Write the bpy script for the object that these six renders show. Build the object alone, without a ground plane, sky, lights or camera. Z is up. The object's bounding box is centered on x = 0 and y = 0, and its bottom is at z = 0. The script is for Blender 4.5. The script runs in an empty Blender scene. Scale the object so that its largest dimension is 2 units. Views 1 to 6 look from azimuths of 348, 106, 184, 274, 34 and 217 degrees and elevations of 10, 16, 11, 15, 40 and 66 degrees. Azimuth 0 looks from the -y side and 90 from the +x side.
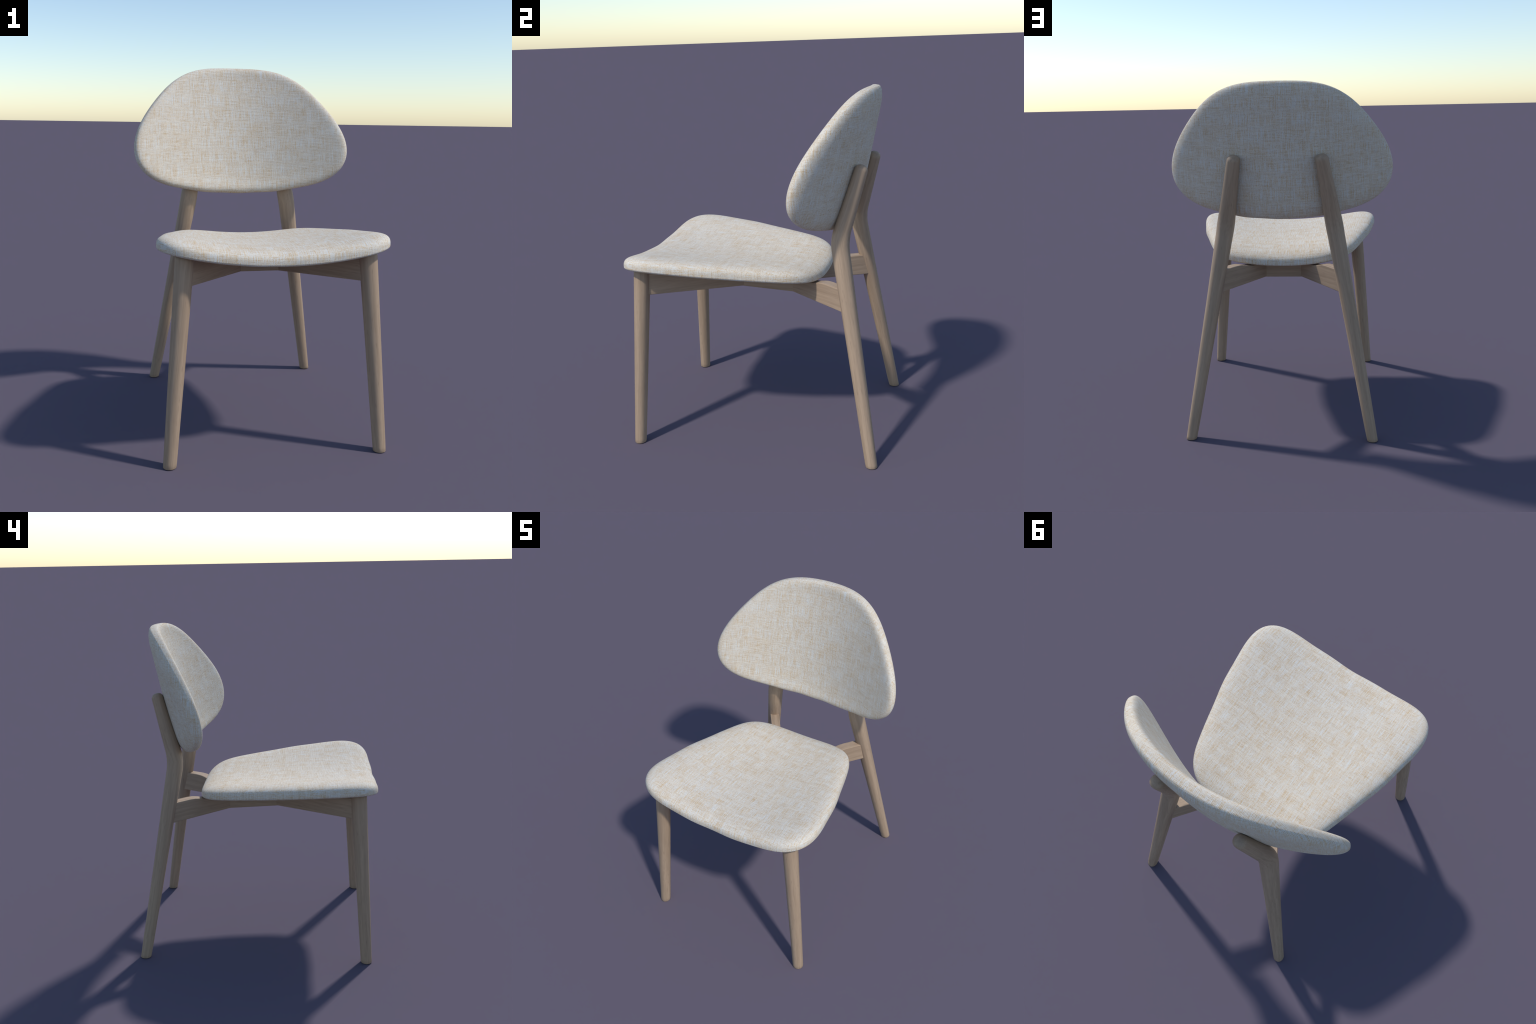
"""Upholstered dining chair: saddle shaped linen seat, curved linen backrest,
four tapered wooden legs and an X shaped wooden seat frame.
Front of the chair faces -y, up is +z."""
import bpy
import math

# ------------------------------------------------------------------ helpers
COL = bpy.context.scene.collection


def add_object(name, data, parent=None):
    ob = bpy.data.objects.new(name, data)
    COL.objects.link(ob)
    if parent is not None:
        ob.parent = parent
    return ob


def mesh_from(name, verts, faces, smooth=True):
    me = bpy.data.meshes.new(name)
    me.from_pydata(verts, [], faces)
    me.validate()
    me.polygons.foreach_set("use_smooth", [smooth] * len(me.polygons))
    me.update()
    return me


# ------------------------------------------------------------ node utilities
class Nodes:
    """Small helper that writes arithmetic as shader nodes."""

    def __init__(self, name):
        self.mat = bpy.data.materials.new(name)
        self.mat.use_nodes = True
        self.t = self.mat.node_tree
        self.bsdf = self.t.nodes["Principled BSDF"]

    def new(self, kind, **kw):
        n = self.t.nodes.new(kind)
        for k, v in kw.items():
            setattr(n, k, v)
        return n

    def put(self, sock, v):
        if isinstance(v, bpy.types.NodeSocket):
            self.t.links.new(v, sock)
        else:
            sock.default_value = v

    def m(self, op, *a, clamp=False):
        n = self.new("ShaderNodeMath", operation=op, use_clamp=clamp)
        for i, v in enumerate(a):
            self.put(n.inputs[i], v)
        return n.outputs[0]

    def add(self, *a):
        r = a[0]
        for b in a[1:]:
            r = self.m("ADD", r, b)
        return r

    def mul(self, *a):
        r = a[0]
        for b in a[1:]:
            r = self.m("MULTIPLY", r, b)
        return r

    def sub(self, a, b):
        return self.m("SUBTRACT", a, b)

    def vec(self, x, y, z):
        n = self.new("ShaderNodeCombineXYZ")
        for i, v in enumerate((x, y, z)):
            self.put(n.inputs[i], v)
        return n.outputs[0]

    def split(self, v):
        n = self.new("ShaderNodeSeparateXYZ")
        self.put(n.inputs[0], v)
        return n.outputs

    def noise(self, v, scale=1.0, detail=2.0, rough=0.5):
        n = self.new("ShaderNodeTexNoise")
        self.put(n.inputs["Vector"], v)
        n.inputs["Scale"].default_value = scale
        n.inputs["Detail"].default_value = detail
        n.inputs["Roughness"].default_value = rough
        return n.outputs[0]

    def remap(self, v, a, b, lo=0.0, hi=1.0, smooth=True):
        n = self.new("ShaderNodeMapRange")
        n.interpolation_type = "SMOOTHSTEP" if smooth else "LINEAR"
        self.put(n.inputs[0], v)
        for i, q in enumerate((a, b, lo, hi)):
            n.inputs[i + 1].default_value = q
        return n.outputs[0]

    def mix(self, f, a, b, mode="MIX"):
        n = self.new("ShaderNodeMix", data_type="RGBA", blend_type=mode)
        self.put(n.inputs[0], f)
        for s, v in ((n.inputs[6], a), (n.inputs[7], b)):
            if isinstance(v, tuple):
                v = (*v, 1.0)
            self.put(s, v)
        return n.outputs[2]

    def bump(self, h, strength, dist):
        n = self.new("ShaderNodeBump")
        n.inputs["Strength"].default_value = strength
        n.inputs["Distance"].default_value = dist
        self.put(n.inputs["Height"], h)
        self.t.links.new(n.outputs[0], self.bsdf.inputs["Normal"])


# ------------------------------------------------------------ cushion shapes
# A cushion is a rounded pad around a curved middle surface.
#   outline : radius of the plan shape as a cosine series of the angle
#   m*, a*, b0 : polynomial of the middle surface
#   r, t, e : depth of the edge rounding, half thickness, roundness (1 = front / top, 2 = back / under)
SEAT = dict(
    kind="seat", v0=-0.1504,
    outline=(0.585, -0.0712, 0.01266, 0.04301, -0.05652, 0.00398, -0.00133,
             -0.01038, 0.00934, -0.00105, -0.00118, 0.00346, -0.002),
    m0=0.9728, m1=-0.0553, m2=0.0138, m3=0.0041, a0=0.2333, a1=0.0308, a2=0.0234, b0=-0.0135,
    r1=0.28, t1=0.0785, e1=3.13, r2=0.016, t2=0.012, e2=2.0, tx=0.29, tx2=0.0, tv=0.06, tq=0.5, crown=0.003, bulge=0.0)
BACK = dict(
    kind="back", v0=1.5851,
    outline=(0.4908, 0.0266, -0.1246, 0.0198, 0.01591, -0.01941, -0.00288,
             0.00672, -0.00085, -0.00111, 0.0013, -0.00064, 0.00011),
    m0=0.5584, m1=0.2152, m2=-0.0966, m3=0.1591, a0=-0.7194, a1=0.045, a2=0.7234, b0=0.3413,
    r1=0.0594, t1=0.0462, e1=3.6, r2=0.1026, t2=0.034, e2=2.0, tx=-0.7533, tx2=0.6269, tv=0.08,
    tq=0.0, crown=0.013, bulge=0.02)


def middle(p, x, v):
    w = v - p["v0"]
    return (p["m0"] + p["m1"] * w + p["m2"] * w * w + p["m3"] * w ** 3
            + (p["a0"] + p["a1"] * w + p["a2"] * w * w) * x * x + p["b0"] * x ** 4)


def on_pad(p, x, v, h):
    e = 1e-4
    m = middle(p, x, v)
    mx = (middle(p, x + e, v) - m) / e
    mv = (middle(p, x, v + e) - m) / e
    n = math.sqrt(1 + mx * mx + mv * mv)
    h *= 1 + (p["tx"] if h > 0 else p["tx2"]) * x * x + p["tv"] * (v - p["v0"]) - p["tq"] * max(v - p["v0"], 0.0) ** 2
    if p["kind"] == "seat":
        return (x, v, m + h)
    return (x + h * mx / n, m - h / n, v + h * mv / n)


def cushion_mesh(name, p, around=288, edge=20, inner=26):
    c = p["outline"]
    rim = []
    for i in range(around):
        th = 2 * math.pi * i / around
        r = sum(ck * math.cos(k * th) for k, ck in enumerate(c))
        dr = sum(-k * ck * math.sin(k * th) for k, ck in enumerate(c))
        x, w = r * math.sin(th), r * math.cos(th)
        tx, tw = dr * math.sin(th) + r * math.cos(th), dr * math.cos(th) - r * math.sin(th)
        ln = math.hypot(tx, tw)
        rim.append((x, w, -tw / ln, tx / ln))     # position and outward direction
    rings = []

    def side(sgn, r, t, e, crown, bulge):
        """Rings from the rim inwards; the height follows a superellipse of the depth d."""
        def height(d):
            return t * (1 - (1 - min(d / r, 1.0)) ** e) ** (1 / e)
        out = []
        reach = min(r, 0.085)
        for j in range(edge + 1):
            d = reach * (j / edge) ** 3
            out.append([(x - nx * d, w - nw * d, sgn * height(d)) for x, w, nx, nw in rim])
        last = out[-1]
        for j in range(1, inner):
            f = 1 - j / inner
            row = []
            for (x, w, h), (_, _, nx, nw) in zip(last, rim):
                d = reach + (1 - f) * (x * nx + w * nw)
                grow = crown * (1 - f * f) ** 1.5 + bulge * (x * f) ** 2 * (1 - f * f)
                row.append((x * f, w * f, sgn * (height(d) + grow)))
            out.append(row)
        return out

    top = side(1, p["r1"], p["t1"], p["e1"], p["crown"], 0.0)
    low = side(-1, p["r2"], p["t2"], p["e2"], 0.0, p["bulge"])
    rings = top[::-1] + low[1:]
    verts = [on_pad(p, x, w + p["v0"], h) for ring in rings for x, w, h in ring]
    faces = []
    n = around
    for j in range(len(rings) - 1):
        for i in range(n):
            k = (i + 1) % n
            faces.append((j * n + i, j * n + k, (j + 1) * n + k, (j + 1) * n + i))
    c0 = len(verts)
    verts.append(on_pad(p, 0, p["v0"], p["t1"] + p["crown"]))
    verts.append(on_pad(p, 0, p["v0"], -p["t2"]))
    end = (len(rings) - 1) * n
    for i in range(n):
        k = (i + 1) % n
        faces.append((c0, k, i))
        faces.append((c0 + 1, end + i, end + k))
    me = mesh_from(name, verts, faces)
    import bmesh
    bm = bmesh.new()
    bm.from_mesh(me)
    bmesh.ops.recalc_face_normals(bm, faces=bm.faces)
    bm.to_mesh(me)
    bm.free()
    return me


# ------------------------------------------------------------------ materials
THREAD = 0.0046      # spacing of the linen threads
PALE_COOL = (0.635, 0.655, 0.645)
PALE_WARM = (0.695, 0.635, 0.535)
TAN = (0.50, 0.345, 0.18)


def linen(name, p, seed):
    """Coarse two tone linen: pale threads with tan yarn showing between them."""
    N = Nodes(name)
    tc = N.new("ShaderNodeTexCoord")
    X, Y, Z = N.split(tc.outputs["Object"])
    seat = p["kind"] == "seat"
    v, depth = (Y, Z) if seat else (Z, Y)
    # the cloth lies flat on the broad faces and is folded over the edge:
    # round the rim the threads go on along the depth of the pad
    ax, ay, az = (N.m("ABSOLUTE", q) for q in N.split(tc.outputs["Normal"]))
    face, end = (az, ay) if seat else (ay, az)
    on_side = N.mul(N.m("GREATER_THAN", ax, face), N.m("GREATER_THAN", ax, end))
    on_end = N.mul(N.m("GREATER_THAN", end, face), N.m("GREATER_THAN", end, ax))
    x2 = N.mul(X, X)
    bend = 0.8 * 4 * p["a0"] ** 2 * 2 / 3
    arc = N.add(X, N.mul(x2, X, bend))            # length along the curved face
    u = N.add(arc, N.mul(on_side, N.sub(depth, arc)))
    vv = N.add(v, N.mul(on_end, N.sub(depth, v)))
    k = 1.0 / THREAD
    su, sv = N.mul(u, k), N.mul(vv, k)

    # uneven yarn: every thread wanders in tint along its length
    warp = N.sub(N.noise(N.vec(N.mul(su, 1.4), N.mul(sv, 0.055), seed), 1.0, 1.0), 0.5)
    weft = N.sub(N.noise(N.vec(N.mul(su, 0.055), N.mul(sv, 1.4), seed + 7.0), 1.0, 1.0), 0.5)
    # long soft bands in both directions make a faint plaid
    bands = []
    for across, along, sd in ((75.0, 3.0, 3.0), (24.0, 3.5, 13.0)):
        bands.append(N.noise(N.vec(N.mul(u, across), N.mul(vv, along), seed + sd), 1.0, 1.5))
        bands.append(N.noise(N.vec(N.mul(u, along), N.mul(vv, across), seed + sd + 2.0), 1.0, 1.5))
    cloud = N.noise(N.vec(N.mul(u, 13.0), N.mul(vv, 13.0), seed + 9.0), 1.0, 2.0)
    broad = N.sub(N.add(N.mul(N.add(*bands), 0.3), N.mul(cloud, 0.3)), 0.75)

    # weave: the thread on top alternates like a chequer
    cu = N.m("COSINE", N.mul(su, math.pi))
    cv = N.m("COSINE", N.mul(sv, math.pi))
    over = N.mul(cu, cv)
    yarn = N.add(warp, weft, N.mul(over, N.sub(warp, weft), 0.5))
    # grooves between neighbouring threads
    groove_u = N.sub(1.0, N.m("ABSOLUTE", N.m("SINE", N.mul(su, math.pi))))
    groove_v = N.sub(1.0, N.m("ABSOLUTE", N.m("SINE", N.mul(sv, math.pi))))
    groove = N.add(groove_u, groove_v)
    # single tan threads that run straight for a while
    slub_u = N.remap(N.noise(N.vec(N.mul(su, 1.1), N.mul(sv, 0.045), seed + 31.0), 1.0, 1.5), 0.60, 0.72)
    slub_v = N.remap(N.noise(N.vec(N.mul(su, 0.045), N.mul(sv, 1.1), seed + 37.0), 1.0, 1.5), 0.60, 0.72)
    # single crossings where a tan thread comes to the top
    cell = N.new("ShaderNodeTexWhiteNoise", noise_dimensions="3D")
    N.put(cell.inputs["Vector"], N.vec(N.m("FLOOR", N.add(su, 0.5)), N.m("FLOOR", N.add(sv, 0.5)), seed))
    speck = N.remap(cell.outputs["Value"], 0.55, 1.0)
    level = N.add(N.mul(yarn, 1.05), N.mul(broad, 0.95), N.mul(N.sub(groove, 0.72), 0.55),
                  N.mul(slub_u, 0.2), N.mul(slub_v, 0.2), N.mul(N.sub(speck, 0.25), 0.26))
    tan = N.remap(level, -0.36, 0.66)
    pale = N.mix(N.remap(N.sub(warp, weft), -0.25, 0.25), PALE_COOL, PALE_WARM)
    colour = N.mix(tan, pale, TAN)
    N.put(N.bsdf.inputs["Base Color"], colour)
    N.bsdf.inputs["Roughness"].default_value = 0.9
    N.bsdf.inputs["Specular IOR Level"].default_value = 0.2
    N.bump(N.add(N.mul(groove, -0.5), N.mul(yarn, 0.5)), 0.3, 0.003)
    return N.mat


def oak(name, kind, **k):
    """Greyed oak. The grain runs along the part."""
    N = Nodes(name)
    tc = N.new("ShaderNodeTexCoord")
    X, Y, Z = N.split(tc.outputs["Object"])
    if kind == "leg":       # grain follows the leg, also round its knee
        zk = k["knee"]
        dz = N.sub(Z, zk)
        below, above = N.m("MINIMUM", dz, 0.0), N.m("MAXIMUM", dz, 0.0)
        gx = N.sub(X, N.add(N.mul(below, k["low"][0]), N.mul(above, k["up"][0])))
        gy = N.sub(Y, N.add(N.mul(below, k["low"][1]), N.mul(above, k["up"][1])))
        gl = Z
    elif kind == "bar":     # local x is the length of the bar
        gx, gy, gl = Y, Z, X
    else:                   # block: grain runs level round its sides
        gx, gy, gl = Z, 0.1, N.add(X, Y)
    rnd = N.new("ShaderNodeObjectInfo").outputs["Random"]
    off = N.mul(rnd, 37.0)
    wob = N.noise(N.vec(N.mul(gx, 6.0), N.mul(gy, 6.0), N.add(N.mul(gl, 2.2), off)), 1.0, 2.0)
    wx = N.add(gx, N.mul(N.sub(wob, 0.5), 0.035))
    wy = N.add(gy, N.mul(N.sub(wob, 0.5), 0.02))
    fine = N.noise(N.vec(N.mul(wx, 260.0), N.mul(wy, 260.0), N.add(N.mul(gl, 9.0), off)), 1.0, 3.0, 0.6)
    band = N.noise(N.vec(N.mul(wx, 55.0), N.mul(wy, 55.0), N.add(N.mul(gl, 1.6), off)), 1.0, 3.0, 0.55)
    pore = N.noise(N.vec(N.mul(wx, 190.0), N.mul(wy, 190.0), N.add(N.mul(gl, 16.0), off)), 1.0, 1.0)
    c = N.mix(N.remap(band, 0.3, 0.72), (0.408, 0.298, 0.206), (0.33, 0.238, 0.162))
    c = N.mix(N.remap(fine, 0.45, 0.75, 0.0, 0.4), c, (0.23, 0.162, 0.115))
    c = N.mix(N.remap(pore, 0.66, 0.8, 0.0, 0.45), c, (0.15, 0.105, 0.075))
    N.put(N.bsdf.inputs["Base Color"], c)
    N.put(N.bsdf.inputs["Roughness"], N.remap(fine, 0.3, 0.8, 0.5, 0.65))
    N.bsdf.inputs["Specular IOR Level"].default_value = 0.35
    N.bump(N.sub(1.0, fine), 0.12, 0.002)
    return N.mat


# ----------------------------------------------------------------- wooden legs
def unit(v):
    n = math.sqrt(sum(a * a for a in v))
    return [a / n for a in v]


def cross(a, b):
    return [a[1] * b[2] - a[2] * b[1], a[2] * b[0] - a[0] * b[2], a[0] * b[1] - a[1] * b[0]]


def lerp_table(z, table):
    for (z0, a), (z1, b) in zip(table, table[1:]):
        if z <= z1:
            f = max(0.0, (z - z0) / (z1 - z0))
            f = f
            return [p + (q - p) * f for p, q in zip(a, b)]
    return list(table[-1][1])


def sweep_mesh(name, path, radii, power, around=56, dome=0.0, foot_round=0.004):
    """Sweep a superellipse along a path; closed below with a small rounded edge, above with a dome."""
    n = len(path)
    rings = []
    frames = []
    for i in range(n):
        a, b = path[max(i - 1, 0)], path[min(i + 1, n - 1)]
        t = unit([q - p for p, q in zip(a, b)])
        x = unit([1 - t[0] * t[0], -t[0] * t[1], -t[0] * t[2]])
        frames.append((x, cross(t, x), t))

    def ring(c, fr, rx, ry):
        out = []
        for i in range(around):
            th = 2 * math.pi * i / around
            ca, sa = math.cos(th), math.sin(th)
            ca = math.copysign(abs(ca) ** (2 / power), ca)
            sa = math.copysign(abs(sa) ** (2 / power), sa)
            out.append(tuple(c[j] + fr[0][j] * rx * ca + fr[1][j] * ry * sa for j in range(3)))
        return out

    flat = [[1, 0, 0], [0, 1, 0], [0, 0, 1]]   # the foot is cut level with the floor
    for s in range(4):
        a = 0.5 * math.pi * s / 4
        k = foot_round * (1 - math.sin(a))
        c = list(path[0])
        c[2] += foot_round * (1 - math.cos(a))
        rings.append(ring(c, flat, radii[0][0] - k, radii[0][1] - k))
    for c, fr, (rx, ry) in zip(path[1:], frames[1:], radii[1:]):
        if c[2] < 0.04:
            fr = flat
        rings.append(ring(c, fr, rx, ry))
    if dome:
        c, fr, (rx, ry) = path[-1], frames[-1], radii[-1]
        for s in range(1, 9):
            a = 0.5 * math.pi * s / 8.3
            cc = [c[j] + fr[2][j] * dome * math.sin(a) for j in range(3)]
            f = math.cos(a) ** 0.8
            rings.append(ring(cc, fr, rx * f, ry * f))
    verts = [v for r in rings for v in r]
    faces = []
    for j in range(len(rings) - 1):
        for i in range(around):
            k = (i + 1) % around
            faces.append((j * around + i, j * around + k, (j + 1) * around + k, (j + 1) * around + i))
    faces.append(tuple(range(around))[::-1])
    e = (len(rings) - 1) * around
    faces.append(tuple(range(e, e + around)))
    return mesh_from(name, verts, faces)


def blend(a, b, f):
    return [p + (q - p) * f for p, q in zip(a, b)]


def front_leg_mesh():
    foot, top = [0.5438, -0.6653, 0.0], [0.4599, -0.6063, 1.04]
    n = 40
    path = [blend(foot, top, i / n) for i in range(n + 1)]
    radii = [(0.0335 + 0.0133 * i / n,) * 2 for i in range(n + 1)]
    return sweep_mesh("front_leg", path, radii, 2.0)


REAR_FOOT, REAR_KNEE, REAR_TOP = [0.5173, 0.6961, 0.0], [0.3077, 0.4871, 1.2107], [0.2425, 0.5923, 1.5766]


def rear_leg_mesh():
    F, K, T = REAR_FOOT, REAR_KNEE, REAR_TOP
    reach = 0.066
    A = blend(K, F, reach / math.dist(K, F))
    B = blend(K, T, reach / math.dist(K, T))
    path = [blend(F, A, i / 60) for i in range(60)]
    for i in range(24):
        t = i / 24
        path.append([(1 - t) ** 2 * a + 2 * t * (1 - t) * k + t * t * b for a, k, b in zip(A, K, B)])
    path += [blend(B, T, i / 24) for i in range(25)]
    table = [(0.0, (0.0305, 0.0323)), (0.74, (0.0410, 0.0415)), (1.2107, (0.0505, 0.0492)), (1.5766, (0.0375, 0.0355))]
    raw = [lerp_table(c[2], table) for c in path]
    radii = []
    for i in range(len(raw)):        # soften the change of taper at the knee
        near = raw[max(0, i - 5):i + 6] if 5 < i < len(raw) - 6 else [raw[i]]
        radii.append((sum(r[0] for r in near) / len(near), sum(r[1] for r in near) / len(near)))
    return sweep_mesh("rear_leg", path, radii, 2.2, dome=0.034)


# ------------------------------------------------------------------ seat frame
def frame_bottom(y):
    """The underside of the frame leans back with the seat."""
    return 0.8605 - 0.0575 * y


HUB = [(0.107, -0.177), (0.142, -0.116), (0.142, 0.184), (0.107, 0.235)]


def bevelled(me, width=0.004):
    import bmesh
    bm = bmesh.new()
    bm.from_mesh(me)
    bmesh.ops.recalc_face_normals(bm, faces=bm.faces)
    bmesh.ops.bevel(bm, geom=bm.edges[:], offset=width, segments=2, profile=0.5, affect="EDGES")
    bm.to_mesh(me)
    bm.free()
    me.polygons.foreach_set("use_smooth", [False] * len(me.polygons))
    return me


def hub_mesh():
    ring = HUB + [(-x, y) for x, y in HUB[::-1]]
    n = len(ring)
    verts = [(x + 0.0025, y, frame_bottom(y)) for x, y in ring]
    verts += [(x + 0.0025, y, 0.97 - 0.045 * y) for x, y in ring]
    faces = [tuple(range(n))[::-1], tuple(range(n, 2 * n))]
    faces += [(i, (i + 1) % n, n + (i + 1) % n, n + i) for i in range(n)]
    return bevelled(mesh_from("hub", verts, faces, False), 0.001)


def arm_mesh(name, start, end, width, top):
    """A bar in its own frame: x runs from the hub to the leg, z is up from the start point."""
    L = math.dist(start, end)
    dy = (end[1] - start[1]) / L
    zs = frame_bottom(start[1])
    prof = [(s, frame_bottom(start[1] + dy * s) - zs) for s in (-0.03, L)]
    prof += [(s, z - zs) for s, z in top[::-1]]
    n = len(prof)
    verts = [(s, sg * width / 2, z) for sg in (-1, 1) for s, z in prof]
    faces = [tuple(range(n)), tuple(range(n, 2 * n))[::-1]]
    faces += [(i, n + i, n + (i + 1) % n, (i + 1) % n) for i in range(n)]
    return bevelled(mesh_from(name, verts, faces, False)), (start[0], start[1], zs), L


# ------------------------------------------------------------------ assembly
chair = add_object("dining_chair", None)
chair.empty_display_size = 0.2
SHIFT = 0.0025        # the wooden base sits a hair to one side of the backrest
chair["label"] = "upholstered dining chair, cream linen seat and curved backrest, oak legs"
chair["category"] = "dining chair"

seat = add_object("seat", cushion_mesh("seat", SEAT), chair)
seat.location.x = 0.003
seat.data.materials.append(linen("linen_seat", SEAT, 2.0))
backrest = add_object("backrest", cushion_mesh("backrest", BACK), chair)
backrest.location.x = 0.0005
backrest.data.materials.append(linen("linen_backrest", BACK, 41.0))

front_me = front_leg_mesh()
front_me.materials.append(oak("oak_front_leg", "leg", knee=0.5, low=(-0.0788, 0.0563), up=(-0.0788, 0.0563)))
rear_me = rear_leg_mesh()
low = [(REAR_KNEE[i] - REAR_FOOT[i]) / REAR_KNEE[2] for i in (0, 1)]
up = [(REAR_TOP[i] - REAR_KNEE[i]) / (REAR_TOP[2] - REAR_KNEE[2]) for i in (0, 1)]
rear_me.materials.append(oak("oak_rear_leg", "leg", knee=REAR_KNEE[2], low=low, up=up))
for nm, me in (("front_leg", front_me), ("rear_leg", rear_me)):
    first = add_object(nm, me, chair)
    other = first.copy()
    COL.objects.link(other)
    other.scale = (-1, 1, 1)
    first.location.x = other.location.x = SHIFT

bar_oak = oak("oak_frame", "bar")
frame = add_object("seat_frame", hub_mesh(), chair)
frame.data.materials.append(oak("oak_hub", "block"))
# front arms: straight top that disappears into the cushion
f0, f1 = (0.1245, -0.1465), (0.458, -0.605)
LF = math.dist(f0, f1)
front_arm, of, _ = arm_mesh("crossbar", f0, f1, 0.067, [(-0.03, 0.962), (LF, 1.022)])
# rear arms: level near the leg, then stepped down under the cushion
r0, r1 = (0.1245, 0.2095), (0.366, 0.5475)
LR = math.dist(r0, r1)
rear_arm, orr, _ = arm_mesh("crossbar", r0, r1, 0.061,
                            [(-0.03, 0.945), (LR - 0.29, 0.939), (LR - 0.25, 0.944), (LR - 0.21, 0.954),
                             (LR - 0.185, 0.9585), (LR - 0.15, 0.960), (LR, 0.954)])
for me, o, a, b in ((front_arm, of, f0, f1), (rear_arm, orr, r0, r1)):
    me.materials.append(bar_oak)
    for sx in (1, -1):
        ob = add_object("crossbar", me, frame)
        ob.location = (o[0] * sx + SHIFT, o[1], o[2])
        ob.rotation_euler = (0, 0, math.atan2(b[1] - a[1], (b[0] - a[0]) * sx))
